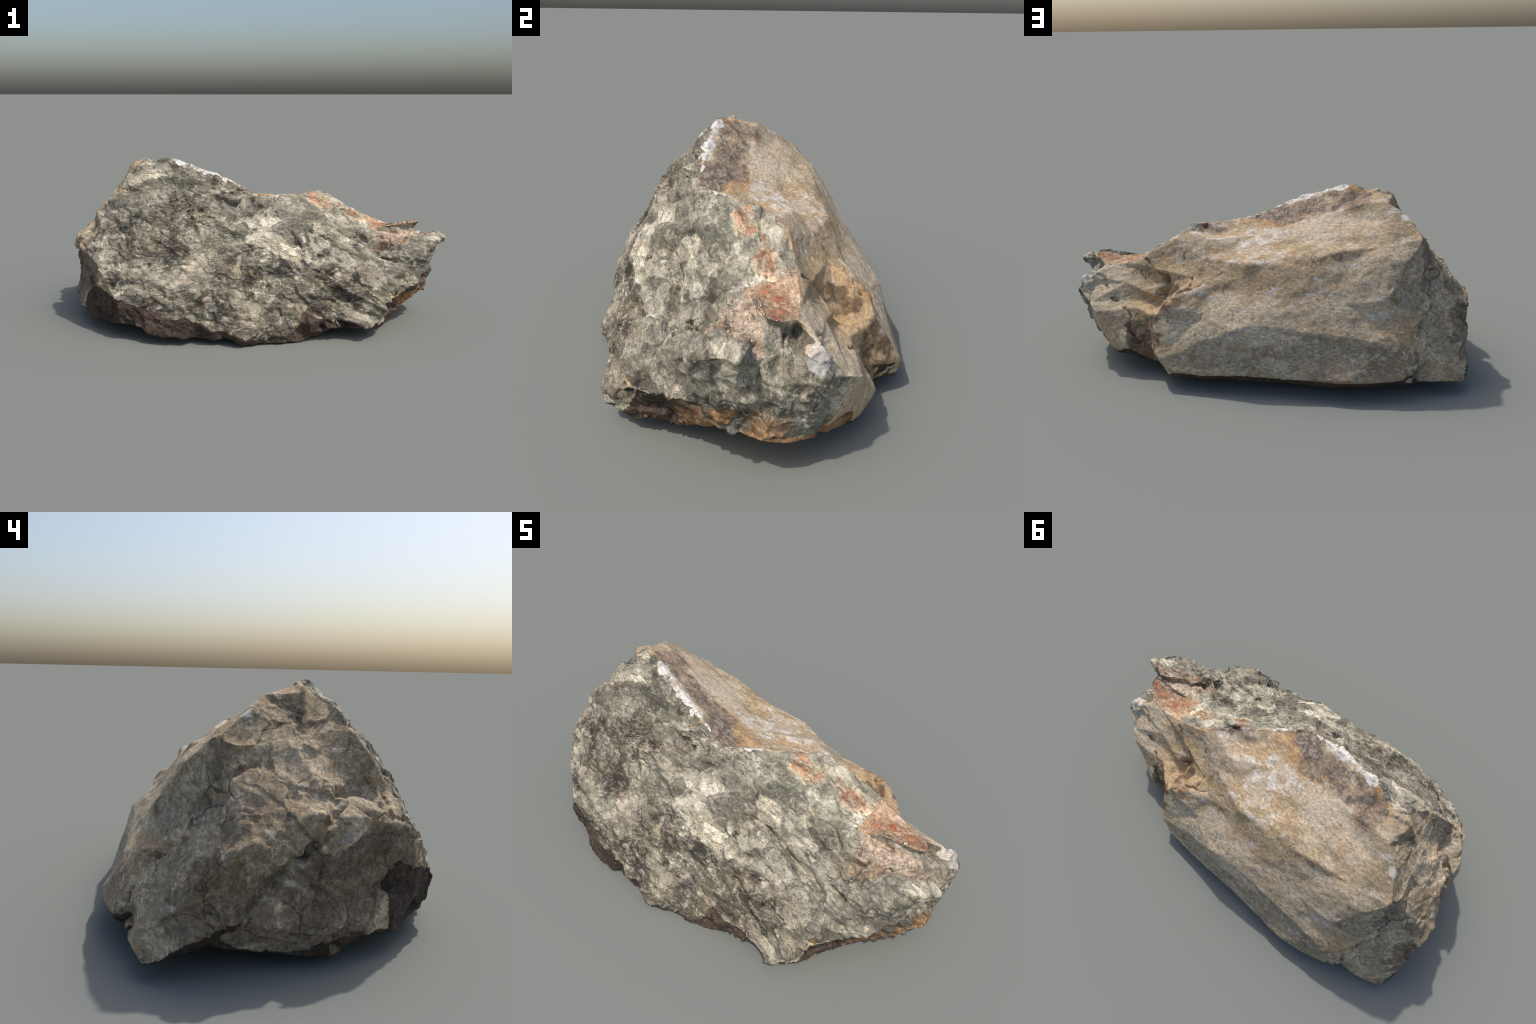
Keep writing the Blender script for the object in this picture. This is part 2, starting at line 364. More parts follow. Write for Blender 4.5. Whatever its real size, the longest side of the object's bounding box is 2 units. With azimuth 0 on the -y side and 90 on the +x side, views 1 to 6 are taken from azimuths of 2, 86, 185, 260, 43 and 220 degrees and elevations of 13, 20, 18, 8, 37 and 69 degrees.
d -= south * (np.average(d, weights=south + 1e-9) + .003) + west * np.average(d, weights=west + 1e-9)
fold = np.stack([base @ np.array((.80, .25, -.45)), base @ np.array((-.35, .5, -.75)), base @ np.array((.1, .8, .5))], 1) + wob * .6
d += north * (fbm(fold * np.array((4, 11, 6)), 3, 71) * .009 + fbm(base * 26, 3, 75) * .0022 + fbm(base * 90, 2, 76) * .0008)
d += under * fbm(base * 12, 3, 81) * .010
low = np.clip(south + under, 0, 1) * smooth(.20, .10, z) * smooth(-.30, -.40, y)
d += low * (fbm(base * np.array((9, 5, 5)), 3, 85) * .030 - facets((base + wob) * 11, 87, .9) * .012)
d += south * slab * fbm(base * 50, 3, 83) * .003
wander = base + np.stack([fbm(base * 22, 2, 101 + k) for k in range(3)], 1) * .012
carve = np.zeros(len(d))
for sign, group in ((-1, CRACKS), (1, LIPS), (-1, UNDERCUTS)):
    for run, width, depth in group:
        lo, hi = np.min(run, axis=0) - 3 * width, np.max(run, axis=0) + 3 * width
        near = np.nonzero(((wander > lo) & (wander < hi)).all(1))[0]
        carve[near] += sign * depth * np.exp(-(dist_run(wander[near], run) / width) ** 2)
d += np.clip(carve, -.045, .022)
for c, r, depth in POCKETS:
    d -= depth * np.exp(-(np.linalg.norm(wander - np.array(c), axis=1) / r) ** 2)
# the dark hole between the stained slab and the white knob is bored straight in
bore = np.exp(-((np.linalg.norm((base - np.array((.895, .085, .445))) / np.array((.045, .026, .030)), axis=1)) ** 2))
rough = south * smooth(.50, .62, x) * (1 - np.clip(3 * bore, 0, 1))
for _ in range(1):             # no torn edges where grooves and slabs meet
    d = relax(d[:, None] * np.ones((1, 3)), E, 1, rough * .5)[:, 0]
co = base + no * d[:, None]
for _ in range(2):
    co = relax(relax(co, E, 1, rough * .6), E, 1, -rough * .57)
co += bore[:, None] * np.array((-.11, .01, -.03))
flat = .002 * (1 + fbm(base * 20, 2, 301))
flat -= flat.min()
co[:, 2] = np.maximum(co[:, 2], flat)          # it stands on its underside
me.vertices.foreach_set("co", co.ravel()); me.update()

# ---------------------------------------------------------------- materials
def rgb(*c):
    return (*c, 1.0)


class Mat:
    """A small helper for building node materials on Object coordinates."""
    def __init__(self, name):
        self.m = bpy.data.materials.new(name)
        self.m.use_nodes = True
        self.t = self.m.node_tree
        self.b = self.t.nodes["Principled BSDF"]
        self.p = self.t.nodes.new("ShaderNodeTexCoord").outputs["Object"]
        n = self.t.nodes.new("ShaderNodeTexNoise")      # wandering copy of the position, for ragged stains
        n.inputs["Scale"].default_value, n.inputs["Detail"].default_value = 8, 5
        self.t.links.new(self.p, n.inputs["Vector"])
        self.w = self.vec("ADD", self.p, self.vec("SCALE", self.vec("SUBTRACT", n.outputs["Color"], (.5, .5, .5)), .16))

    def link(self, a, b):
        if hasattr(a, "is_linked"):
            self.t.links.new(a, b)
        else:
            b.default_value = a

    def vec(self, op, a, b=None):
        n = self.t.nodes.new("ShaderNodeVectorMath")
        n.operation = op
        self.link(a, n.inputs[0])
        if b is not None:
            self.link(b, n.inputs["Scale"] if op == "SCALE" else n.inputs[1])
        return n.outputs["Value" if op in ("LENGTH", "DOT_PRODUCT") else "Vector"]

    def noise(self, scale, detail=5, rough=.6, stretch=None, off=0, distort=0):
        n = self.t.nodes.new("ShaderNodeMapping")
        self.t.links.new(self.p, n.inputs[0])
        n.inputs["Location"].default_value = (off, off * .7, -off)
        if stretch:
            n.inputs["Rotation"].default_value = stretch[1]
            n.inputs["Scale"].default_value = stretch[0]
        t = self.t.nodes.new("ShaderNodeTexNoise")
        self.t.links.new(n.outputs[0], t.inputs["Vector"])
        t.inputs["Scale"].default_value, t.inputs["Detail"].default_value = scale, detail
        t.inputs["Roughness"].default_value, t.inputs["Distortion"].default_value = rough, distort
        return t.outputs["Fac"]

    def math(self, op, a, b=0.):
        n = self.t.nodes.new("ShaderNodeMath")
        n.operation = op
        self.link(a, n.inputs[0]); self.link(b, n.inputs[1])
        return n.outputs[0]

    def step(self, v, a, b):
        """0 at a, 1 at b, smooth between."""
        n = self.t.nodes.new("ShaderNodeMapRange")
        n.interpolation_type = "SMOOTHSTEP"
        self.link(v, n.inputs["Value"])
        flip = a > b
        n.inputs["From Min"].default_value, n.inputs["From Max"].default_value = (b, a) if flip else (a, b)
        n.inputs["To Min"].default_value, n.inputs["To Max"].default_value = (1, 0) if flip else (0, 1)
        return n.outputs["Result"]

    def mix(self, f, a, b, mode="MIX"):
        n = self.t.nodes.new("ShaderNodeMix")
        n.data_type, n.blend_type = "RGBA", mode
        self.link(f, n.inputs["Factor"])
        self.link(a, [i for i in n.inputs if i.name == "A" and i.type == "RGBA"][0])
        self.link(b, [i for i in n.inputs if i.name == "B" and i.type == "RGBA"][0])
        return [o for o in n.outputs if o.type == "RGBA"][0]

    def blob(self, centre, radii, soft=.6):
        """Fades from 1 inside to 0 at the radii, with a ragged rim."""
        r = radii if hasattr(radii, "__len__") else (radii,) * 3
        l = self.vec("LENGTH", self.vec("DIVIDE", self.vec("SUBTRACT", self.w, centre), r))
        return self.step(l, 1.0, 1.0 - soft)

    def blobs(self, items, soft=.6):
        out = None
        for c, r in items:
            b = self.blob(c, r, soft)
            out = b if out is None else self.math("MAXIMUM", out, b)
        return out

    def run(self, pts, r, soft=.7, ragged=True):
        """Distance mask along a run of segments."""
        out = None
        for a, b in zip(pts, pts[1:]):
            ba = np.array(b) - np.array(a)
            pa = self.vec("SUBTRACT", self.w if ragged else self.p, a)
            h = self.vec("DOT_PRODUCT", pa, tuple(ba / (ba @ ba)))
            h = self.math("MINIMUM", self.math("MAXIMUM", h, 0.), 1.)
            n = self.t.nodes.new("ShaderNodeVectorMath"); n.operation = "SCALE"
            n.inputs[0].default_value = tuple(ba); self.link(h, n.inputs["Scale"])
            l = self.vec("LENGTH", self.vec("SUBTRACT", pa, n.outputs["Vector"]))
            out = l if out is None else self.math("MINIMUM", out, l)
        return self.step(out, r, r * (1 - soft))

    def patch(self, area, noise, lo, hi, pull=.35):
        """Ragged patches of noise, thinning out where the area fades."""
        v = self.math("ADD", noise, self.math("MULTIPLY", self.math("SUBTRACT", area, 1.), pull))
        return self.step(v, lo, hi)

    def over(self, c, amount, mask, colour):
        return self.mix(self.math("MULTIPLY", mask, amount) if amount < 1 else mask, c, colour)

    def chips(self, scale, warp, stretch, off=0.):
        """Broken pieces: a random tone for each piece and the distance to its edge."""
        n = self.t.nodes.new("ShaderNodeMapping")
        wander = self.t.nodes.new("ShaderNodeTexNoise")
        wander.inputs["Scale"].default_value, wander.inputs["Detail"].default_value = scale * .6, 6
        self.t.links.new(self.p, wander.inputs["Vector"])
        q = self.vec("ADD", self.p, self.vec("SCALE", self.vec("SUBTRACT", wander.outputs["Color"], (.5, .5, .5)), warp))
        self.t.links.new(q, n.inputs[0])
        n.inputs["Location"].default_value = (off, off, off)
        n.inputs["Rotation"].default_value, n.inputs["Scale"].default_value = stretch[1], stretch[0]
        out = []
        for feature in ("F1", "DISTANCE_TO_EDGE"):
            v = self.t.nodes.new("ShaderNodeTexVoronoi")
            v.feature = feature
            v.inputs["Scale"].default_value = scale
            self.t.links.new(n.outputs[0], v.inputs["Vector"])
            out.append(v.outputs["Color"] if feature == "F1" else v.outputs["Distance"])
        sep = self.t.nodes.new("ShaderNodeSeparateColor")
        self.t.links.new(out[0], sep.inputs[0])
        return sep.outputs[0], out[1]

    def seams(self, noise, width):
        """Thin wandering lines where a noise crosses its middle value."""
        return self.step(self.math("ABSOLUTE", self.math("SUBTRACT", noise, .5)), width, width * .25)

    def finish(self, colour, rough=.85, bump=None, strength=.4, dist=.004):
        self.link(colour, self.b.inputs["Base Color"])
        self.b.inputs["Roughness"].default_value = rough
        self.b.inputs["Specular IOR Level"].default_value = .25
        if bump is not None:
            n = self.t.nodes.new("ShaderNodeBump")
            n.inputs["Strength"].default_value, n.inputs["Distance"].default_value = strength, dist
            self.t.links.new(bump, n.inputs["Height"])
            self.t.links.new(n.outputs[0], self.b.inputs["Normal"])
        return self.m


def grain(M, colour, lo=.62, hi=1.38, scale=70, off=0, stretch=None, speck=.5):
    """Crisp mineral grain in two sizes, with dark and light specks."""
    g = M.step(M.noise(scale, 7, .8, stretch=stretch, off=off), .38, .62)
    a = M.mix(1., colour, rgb(lo, lo, lo), "MULTIPLY")
    b = M.mix(1., colour, rgb(hi, hi * .99, hi * .97), "MULTIPLY")
    c = M.mix(g, a, b)
    f = M.noise(scale * 2.1, 5, .75, off=off + 5, stretch=stretch)
    c = M.mix(M.math("MULTIPLY", M.step(f, .53, .60), speck), c, M.mix(1., c, rgb(.30, .28, .25), "MULTIPLY"))
    c = M.mix(M.math("MULTIPLY", M.step(f, .45, .39), speck), c, M.mix(1., c, rgb(1.6, 1.55, 1.45), "MULTIPLY"))
    return c, g


RIB = [(.31, -.03, .645), (.385, -.02, .62), (.47, -.01, .59), (.53, .01, .56), (.58, .04, .53), (.62, .06, .51)]
DARK_TOP = [(.03, -.15, .67), (-.09, -.08, .68), (-.20, -.07, .73), (-.33, -.06, .78), (-.46, .0, .79)]
LICHEN = [((-.697, .130, .745), .032), ((-.742, .212, .695), .017), ((-.672, .10, .755), .014)]


def weathered_stone():
    M = Mat("weathered_stone")
    bed = ((1, 2.6, 2.6), (0, .35, .15))
    c = M.mix(M.step(M.noise(2.6, 6, .6), .40, .60), rgb(.49, .35, .205), rgb(.58, .475, .335))
    c = M.over(c, .6, M.step(M.noise(4.5, 7, .7, off=3, stretch=bed), .53, .66), rgb(.54, .36, .19))
    c = M.over(c, .55, M.step(M.noise(3.6, 7, .7, off=7), .50, .62), rgb(.34, .275, .17))
    c = M.over(c, .55, M.step(M.noise(14, 8, .78, off=21), .54, .62), rgb(.29, .21, .135))
    c = M.over(c, .5, M.patch(M.blob((-.42, .55, .16), (.45, .25, .2)), M.noise(6, 6, .65, off=4), .42, .55), rgb(.32, .215, .18))
    worn = M.blobs([((-.3, .1, .70), (.5, .32, .22)), ((.3, .15, .58), (.35, .25, .16))])
    c = M.over(c, .6, M.patch(worn, M.noise(6, 8, .75, off=41, stretch=bed), .42, .56), rgb(.63, .535, .42))
    olive = M.blobs([((-.3, .53, .16), (.8, .22, .22)), ((.2, .5, .2), (.35, .2, .2))])
    c = M.over(c, .6, M.patch(olive, M.noise(5, 8, .72, off=43, stretch=bed), .40, .55), rgb(.31, .265, .18))
    c = M.over(c, .6, M.patch(olive, M.noise(16, 8, .78, off=45), .52, .59), rgb(.20, .145, .095))
    c = M.over(c, .6, M.patch(olive, M.noise(12, 9, .78, off=47), .54, .60), rgb(.60, .565, .51))
    # grey-green corner at the blunt end
    grey = M.blobs([((-.75, .27, .55), (.17, .22, .2)), ((-.70, .40, .43), (.14, .14, .13)), ((-.87, .37, .30), (.17, .22, .34))])
    c = M.over(c, .6, M.patch(grey, M.noise(6, 7, .68, off=9), .34, .52), rgb(.27, .26, .19))
    # chalky crust
    pale = M.blobs([((.05, .06, .62), (.32, .18, .2)), ((.057, .17, .59), .18), ((-.02, .24, .57), (.2, .13, .13)), ((.33, .04, .65), (.24, .13, .1))])
    c = M.over(c, .6, M.patch(pale, M.noise(7, 7, .68, off=25), .40, .58), rgb(.60, .50, .36))
    c = M.over(c, .75, M.patch(pale, M.noise(17, 9, .8, off=5), .47, .57), rgb(.74, .69, .62))
    c = M.over(c, .75, M.step(M.noise(9, 9, .8, off=8, stretch=bed), .55, .62), rgb(.66, .61, .55))
    # dark weathered stain under the crest, rusty along its lower rim
    dark = M.run(DARK_TOP, .16, .75)
    c = M.over(c, .75, M.patch(M.run(DARK_TOP, .25, .8), M.noise(8, 7, .7, off=31), .42, .56), rgb(.46, .27, .12))
    c = M.over(c, .75, M.patch(dark, M.noise(7, 9, .78, off=2), .36, .52), rgb(.24, .185, .145))
    c = M.over(c, .75, M.patch(dark, M.noise(12, 9, .8, off=12), .46, .55), rgb(.10, .088, .08))
    c = M.over(c, .6, M.patch(dark, M.noise(38, 6, .75, off=14), .51, .58), rgb(.46, .40, .34))
    knob = M.blob((.92, .155, .405), (.08, .07, .07))
    c = M.over(c, .68, M.patch(knob, M.noise(18, 7, .75, off=1), .34, .50), rgb(.66, .64, .60))
    # dark brown patch in the broken corner by the snout
    c = M.over(c, .85, M.patch(M.blobs([((.53, .40, .17), (.13, .13, .2)), ((.475, .29, .36), (.07, .09, .09)), ((.62, .33, .2), (.1, .1, .15))]), M.noise(9, 7, .72, off=6), .36, .52), rgb(.12, .08, .05))
    c = M.over(c, .6, M.step(M.noise(6, 7, .66, off=15), .61, .67), rgb(.24, .13, .065))
    c = M.over(c, .6, M.math("MULTIPLY", M.seams(M.noise(3.5, 5, .6, off=71), .006), M.step(M.noise(4, 4, .6, off=72), .54, .60)), rgb(.12, .085, .055))
    c = M.over(c, .6, M.math("MULTIPLY", M.seams(M.noise(7, 6, .6, off=75, stretch=bed), .010), M.step(M.noise(5, 4, .6, off=76), .54, .60)), rgb(.68, .63, .57))
    for line, wide in (([(.60, .135, .51), (.54, .164, .463), (.494, .199, .437), (.467, .261, .421), (.448, .328, .405), (.446, .378, .389)], .020),
                       ([(.445, .328, .408), (.393, .34, .414), (.335, .323, .428)], .012), ([(.627, .151, .457), (.597, .179, .414), (.551, .216, .375)], .010),
                       ([(.802, .206, .332), (.738, .248, .323), (.683, .283, .306), (.646, .31, .271), (.65, .336, .215), (.637, .361, .194), (.61, .378, .156)], .015),
                       ([(-.724, .499, .05), (-.728, .499, .235), (-.748, .426, .314), (-.774, .392, .337)], .013)):
        c = M.over(c, .75, M.patch(M.run(line, wide * .9, .95, False), M.noise(22, 7, .75, off=81), .30, .46), rgb(.10, .072, .048))
    # pores
    v = M.t.nodes.new("ShaderNodeTexVoronoi"); v.inputs["Scale"].default_value = 17
    M.t.links.new(M.p, v.inputs["Vector"])
    pore = M.math("MULTIPLY", M.step(v.outputs["Distance"], .15, .09), M.step(M.noise(4, 2, .5, off=19), .5, .6))
    c = M.over(c, .5, pore, rgb(.13, .09, .06))
    c, g = grain(M, c, .72, 1.26, 48, stretch=((1, 1.7, 1.7), (0, .3, .2)), speck=.28)
    c = M.over(c, .85, M.blobs(LICHEN, .3), rgb(.66, .62, .55))
    return M.finish(c, .85, M.math("ADD", g, M.noise(160, 4, .7)), .4, .003)


def fractured_stone():
    M = Mat("fractured_stone")
    bed = ((1, 2.6, 2.6), (0, .6, .1))
    c = M.mix(M.step(M.noise(6, 8, .7), .42, .58), rgb(.18, .17, .135), rgb(.47, .435, .355))
    c = M.over(c, .6, M.step(M.noise(4, 7, .65, off=2), .5, .60), rgb(.34, .29, .22))
    slabs = M.blobs([((.55, -.34, .36), (.36, .22, .20)), ((.12, -.33, .55), (.22, .16, .12)), ((-.15, -.27, .64), (.3, .18, .16)), ((.85, -.2, .33), (.2, .16, .14))])
    c = M.over(c, .75, M.patch(slabs, M.noise(7, 8, .7, off=52), .34, .48), rgb(.385, .36, .305))
    c = M.over(c, .6, M.patch(slabs, M.noise(9, 8, .72, off=55, stretch=bed), .50, .58), rgb(.205, .19, .16))
    green = M.blobs([((.3, -.1, .61), (.28, .2, .14)), ((.5, -.1, .53), (.2, .16, .1))])
    c = M.over(c, .4, M.patch(green, M.noise(8, 7, .68, off=4), .34, .52), rgb(.31, .315, .25))
    # black and brown crusts, thickest low down and to the west
    low = M.blobs([((-.55, -.4, .42), (.46, .36, .30)), ((.05, -.5, .34), (.42, .3, .22)), ((.42, -.45, .25), (.38, .3, .2)), ((-.15, -.55, .15), (.8, .3, .2)), ((-.35, -.35, .55), (.3, .28, .24))])
    c = M.over(c, .55, M.patch(low, M.noise(5, 8, .7, off=3), .44, .56), rgb(.23, .18, .115))
    c = M.over(c, .9, M.patch(low, M.noise(5.5, 10, .8, off=6, distort=.6), .47, .53), rgb(.085, .075, .06))
    c = M.over(c, .8, M.patch(low, M.noise(15, 9, .8, off=26), .50, .55), rgb(.08, .07, .055))
    c = M.over(c, .75, M.step(M.noise(9, 9, .74, off=8, stretch=bed), .555, .63), rgb(.085, .08, .07))
    # pale fresh breaks and cream lichen
    c = M.over(c, .8, M.step(M.noise(8, 9, .78, off=28), .56, .61), rgb(.58, .54, .46))
    c = M.over(c, .3, M.step(M.noise(22, 8, .76, off=38, stretch=bed), .56, .62), rgb(.58, .53, .44))
    c = M.over(c, .35, M.patch(low, M.noise(24, 8, .78, off=48), .54, .60), rgb(.075, .068, .055))
    c = M.over(c, .85, M.step(M.noise(6.5, 9, .7, off=11), .61, .65), rgb(.57, .48, .37))
    band = M.blobs([((-.5, -.5, .34), (.22, .2, .08)), ((-.3, -.55, .28), (.16, .15, .10)), ((.0, -.55, .20), (.2, .12, .07))])
    c = M.over(c, .7, M.patch(band, M.noise(9, 8, .72, off=35), .40, .52), rgb(.47, .43, .34))
    cream = M.blobs([((-.26, -.50, .38), (.09, .09, .06)), ((-.29, -.55, .30), (.08, .09, .05)), ((-.035, -.466, .39), (.03, .06, .05)), ((.109, -.486, .212), .05), ((.14, -.47, .36), .04), ((-.17, -.56, .22), .05), ((-.62, -.38, .50), .04)])
    c = M.over(c, .9, M.patch(cream, M.noise(14, 7, .7, off=13), .40, .47), rgb(.60, .51, .41))
    c = M.over(c, .8, M.step(M.noise(15, 6, .68, off=17), .65, .70), rgb(.42, .22, .09))
    # red iron stain along the rib, orange at the nose
    red = M.run(RIB, .10, .8)
    c = M.over(c, .6, M.patch(red, M.noise(9, 7, .7, off=1), .36, .52), rgb(.56, .42, .29))
    c = M.over(c, .8, M.patch(M.run(RIB, .09, .85), M.noise(14, 10, .82, off=2, stretch=((1, 2, 1), (0, .5, 0))), .46, .56), rgb(.38, .125, .06))
    c = M.over(c, .9, M.patch(M.blob((.71, -.415, .225), .05), M.noise(20, 5, .6), .46, .58), rgb(.48, .31, .13))
    orange = M.blobs([((.93, -.02, .17), (.15, .13, .12)), ((.82, -.2, .15), (.22, .16, .09))])
    c = M.over(c, .8, M.patch(orange, M.noise(8, 7, .7, off=5), .36, .54), rgb(.36, .20, .09))
    lay = ((1, 3.6, 3.6), (0, .62, .1))
    for scale, warp, lo, hi, amount, off in ((3.2, .34, .55, 1.55, .95, 0), (9, .16, .64, 1.40, .8, 4)):
        tone, edge = M.chips(scale, warp, lay, off)
        c = M.mix(amount, c, M.mix(tone, M.mix(1., c, rgb(lo, lo, lo * .98), "MULTIPLY"), M.mix(1., c, rgb(hi, hi, hi * .97), "MULTIPLY")))
        broken = M.step(M.noise(8, 6, .7, off=60 + off), .50, .60)
        c = M.over(c, .4, M.math("MULTIPLY", M.step(edge, .05, .01), broken), rgb(.07, .062, .05))  # shadow in the crevices drawn as dark lines at piece edges
        c = M.over(c, .4, M.math("MULTIPLY", M.math("MULTIPLY", M.step(edge, .05, .08), M.step(edge, .15, .09)), broken), rgb(.58, .53, .44))
    c = M.over(c, .75, M.math("MULTIPLY", M.seams(M.noise(6, 6, .62, off=71, stretch=bed), .012), M.step(M.noise(5, 4, .6, off=72), .46, .54)), rgb(.06, .054, .045))  # more crevice darkness, painted as thin lines stretched with the beds
    for k in range(1):           # dark streaks painted as crevice shade along the bedding, pale ones between
        sp = M.noise(9 + 9 * k, 9, .78, off=91 + k, stretch=((1, 4.5, 4.5), (0, .62, .1)))
        c = M.over(c, .65, M.step(sp, .56, .61), rgb(.095, .088, .072))
        c = M.over(c, .55, M.step(sp, .44, .39), rgb(.52, .49, .42))
    c = M.over(c, .55, M.math("MULTIPLY", M.seams(M.noise(9, 6, .62, off=75, stretch=bed), .010), M.step(M.noise(6, 4, .6, off=76), .50, .56)), rgb(.62, .57, .48))
    knob = M.blob((.92, .15, .41), (.075, .07, .06))
    c = M.over(c, .68, M.patch(knob, M.noise(18, 7, .75, off=1), .36, .52), rgb(.66, .64, .60))
    c, g = grain(M, c, .80, 1.20, 42, off=3, stretch=((1, 1.8, 1.8), (0, .5, .1)), speck=.22)
    return M.finish(c, .82, M.math("ADD", g, M.noise(120, 5, .75)), .45, .004)


def broken_stone():
    M = Mat("broken_stone")
    c = M.mix(M.step(M.noise(4, 8, .7), .42, .58), rgb(.42, .325, .215), rgb(.62, .50, .35))
    c = M.over(c, .7, M.step(M.noise(3.5, 7, .68, off=4), .53, .61), rgb(.23, .185, .145))
    c = M.over(c, .6, M.step(M.noise(7, 7, .68, off=8), .55, .63), rgb(.32, .28, .195))
    c = M.over(c, .8, M.step(M.noise(10, 8, .74, off=22), .56, .64), rgb(.64, .57, .47))
    fresh = M.blobs([((-.93, .22, .20), (.2, .24, .18)), ((-.92, -.05, .20), (.2, .32, .22)), ((-.83, -.30, .30), (.18, .18, .17))], .35)  # darker brown patches over the lower facets of the end
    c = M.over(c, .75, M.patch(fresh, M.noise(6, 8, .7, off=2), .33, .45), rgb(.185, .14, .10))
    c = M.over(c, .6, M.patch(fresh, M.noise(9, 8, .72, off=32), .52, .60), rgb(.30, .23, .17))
    c = M.over(c, .7, M.step(M.noise(8, 6, .65, off=15), .65, .71), rgb(.33, .18, .09))
    tone, edge = M.chips(7, .2, ((1, 1, 1), (0, 0, 0)), 2)
    c = M.mix(.6, c, M.mix(tone, M.mix(1., c, rgb(.68, .67, .65), "MULTIPLY"), M.mix(1., c, rgb(1.28, 1.27, 1.24), "MULTIPLY")))
    c = M.over(c, .7, M.math("MULTIPLY", M.step(edge, .03, .008), M.step(M.noise(6, 5, .65, off=60), .50, .58)), rgb(.08, .065, .05))
    c, g = grain(M, c, .66, 1.34, 48, off=7, speck=.35)
    c = M.over(c, .85, M.blobs(LICHEN, .3), rgb(.66, .62, .55))
    return M.finish(c, .85, M.math("ADD", g, M.noise(130, 5, .75)), .55, .004)


def dark_brown_stone():
    M = Mat("dark_brown_stone")
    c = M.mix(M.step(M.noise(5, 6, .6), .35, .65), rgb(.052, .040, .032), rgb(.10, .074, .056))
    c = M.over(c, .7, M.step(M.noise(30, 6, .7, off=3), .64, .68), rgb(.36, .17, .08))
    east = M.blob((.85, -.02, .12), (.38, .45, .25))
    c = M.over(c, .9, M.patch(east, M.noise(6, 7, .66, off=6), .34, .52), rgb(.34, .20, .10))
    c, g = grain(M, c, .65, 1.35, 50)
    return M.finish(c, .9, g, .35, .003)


def quartz():
    M = Mat("quartz")
    c = M.mix(M.step(M.noise(24, 8, .76), .50, .58), rgb(.72, .69, .63), rgb(.44, .38, .30))
    return M.finish(c, .55, M.noise(60, 5, .7), .5, .004)


def rusty_stone():
    M = Mat("rusty_stone")
    c = M.mix(M.step(M.noise(9, 8, .7), .42, .58), rgb(.42, .27, .165), rgb(.56, .40, .27))
    red = M.run([(.66, .05, .5), (.76, .06, .5), (.85, .03, .5)], .075, .8)
    c = M.over(c, .85, M.patch(red, M.noise(15, 9, .78, off=4), .43, .53), rgb(.38, .125, .06))
    c = M.over(c, .8, M.step(M.noise(20, 8, .74, off=8), .57, .64), rgb(.70, .62, .55))
    c, g = grain(M, c, .65, 1.35, 70)
    return M.finish(c, .85, g, .4, .003)


def ledge_stone():
    M = Mat("ledge_stone")
    c = M.mix(M.step(M.noise(8, 8, .7), .42, .58), rgb(.34, .25, .17), rgb(.52, .42, .32))
    c = M.over(c, .8, M.step(M.noise(12, 8, .72, off=8, stretch=((1, 3, 1), (0, 0, .4))), .54, .62), rgb(.20, .145, .10))
    c, g = grain(M, c, .62, 1.38, 60)
    return M.finish(c, .85, g, .45, .003)


# ---------------------------------------------------------------- parts
PARTS = [("weathered_face", weathered_stone), ("fractured_face", fractured_stone), ("broken_end", broken_stone), ("underside", dark_brown_stone),
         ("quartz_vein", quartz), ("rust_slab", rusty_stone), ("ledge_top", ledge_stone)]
nf = len(me.polygons)
tot = np.empty(nf, np.int32); me.polygons.foreach_get("loop_total", tot)
assert (tot == 4).all()
quads = np.empty(nf * 4, np.int32); me.polygons.foreach_get("vertices", quads)
quads = quads.reshape(-1, 4)
fc, fb = co[quads].mean(1), base[quads].mean(1)
fn = n2[quads].mean(1)
rag = fbm(fb * 30, 3, 201)
label = np.ones(nf, np.int32)
label[fb[:, 1] - np.interp(fb[:, 0], CREST_X, CREST_Y) + rag * .012 > .0] = 0
label[(fn[:, 0] > .62 + .1 * rag) & (fb[:, 0] > .86)] = 1
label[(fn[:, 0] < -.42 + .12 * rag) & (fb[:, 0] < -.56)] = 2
label[(fn[:, 2] < -.42 + .12 * rag) & (fb[:, 2] < .24 + .03 * rag)] = 3
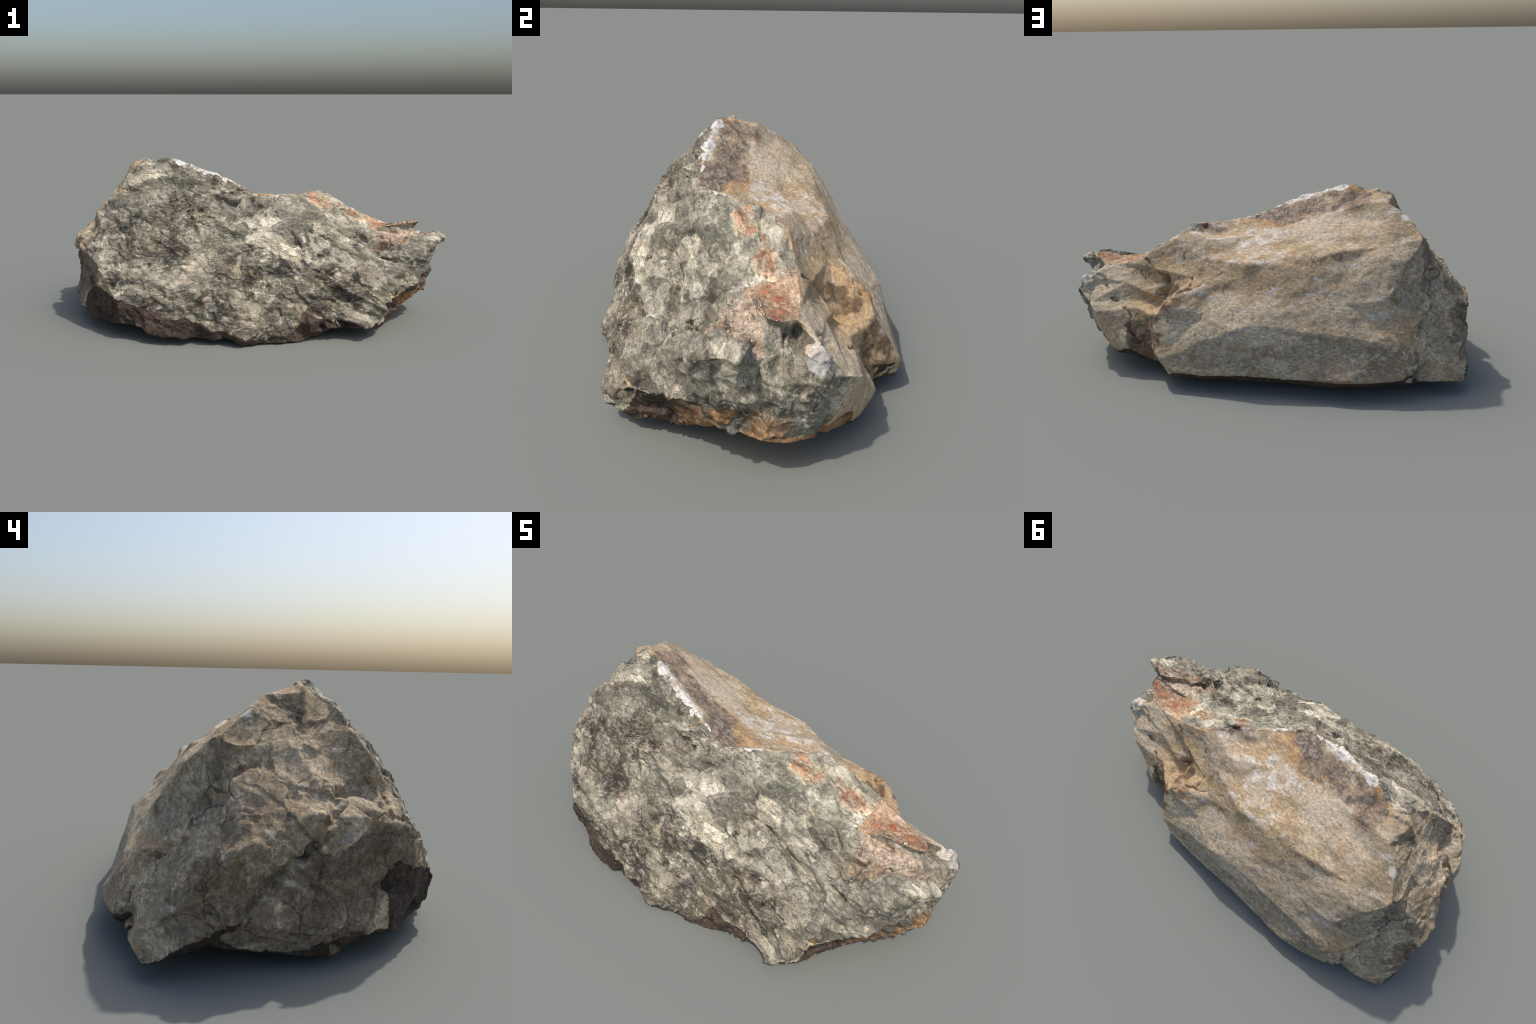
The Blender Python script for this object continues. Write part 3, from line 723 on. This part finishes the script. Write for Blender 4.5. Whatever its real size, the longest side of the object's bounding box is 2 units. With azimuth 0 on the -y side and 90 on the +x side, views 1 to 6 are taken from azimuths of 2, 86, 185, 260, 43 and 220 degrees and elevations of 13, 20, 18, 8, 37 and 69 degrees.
foot = np.interp(fb[:, 0], [-.95, -.85, -.75, -.60, -.42, -.22, -.07, .05, .15, .22, .28, .40, .60, .75], [.08, .30, .25, .205, .15, .105, .065, .03, .045, .07, .13, .09, .08, .10])
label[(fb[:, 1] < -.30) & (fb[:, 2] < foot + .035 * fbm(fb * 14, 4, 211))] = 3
VEIN = [(-.40, -.118, .845), (-.31, -.133, .822), (-.16, -.158, .77), (-.003, -.19, .70)]
vein_w = np.interp(fb[:, 0], [-.42, -.38, -.33, -.31, -.29, -.2, -.1, 0, .02], [.0, .026, .024, .008, .028, .028, .018, .008, 0])
label[dist_run(fb, VEIN) + rag * .030 < vein_w * .85] = 4
EDGE = [(.05, -.18, .664), (.185, -.089, .667), (.30, .0, .665), (.398, .065, .646)]
label[dist_run(fb, EDGE) + rag * .03 < .003] = 4
label[(fb[:, 0] > .62) & (fb[:, 0] < .90) & (fb[:, 1] < .125 + .02 * rag) & (fb[:, 2] > .478 + .012 * rag) & (fn[:, 2] > .3)] = 5
inner = np.interp(fb[:, 0], [.62, .65, .898, 1.0], [-.27, -.245, -.105, -.07])
label[(fb[:, 0] > .66) & (fb[:, 0] < .99) & (fb[:, 1] > inner + .01 * rag) & (fb[:, 1] < -.005) & (fb[:, 2] > .385) & (fb[:, 2] < .475) & (fn[:, 2] > .6)] = 6

me.shade_smooth()
normals = get_no(me)
root = bpy.data.objects.new("boulder", None)
root["label"] = "long fractured grey and tan boulder with white quartz edge and rust stains"
root["category"] = "rock"
bpy.context.collection.objects.link(root)
for k, (name, material) in enumerate(PARTS):
    q = quads[label == k]
    if not len(q):
        continue
    used, inv = np.unique(q, return_inverse=True)
    part = bpy.data.meshes.new(name)
    part.from_pydata(co[used].tolist(), [], inv.reshape(-1, 4).tolist())
    part.shade_smooth()
    part.normals_split_custom_set_from_vertices(normals[used].tolist())
    part.materials.append(material())
    ob = bpy.data.objects.new(name, part)
    ob.parent = root
    bpy.context.collection.objects.link(ob)
bpy.data.meshes.remove(me)
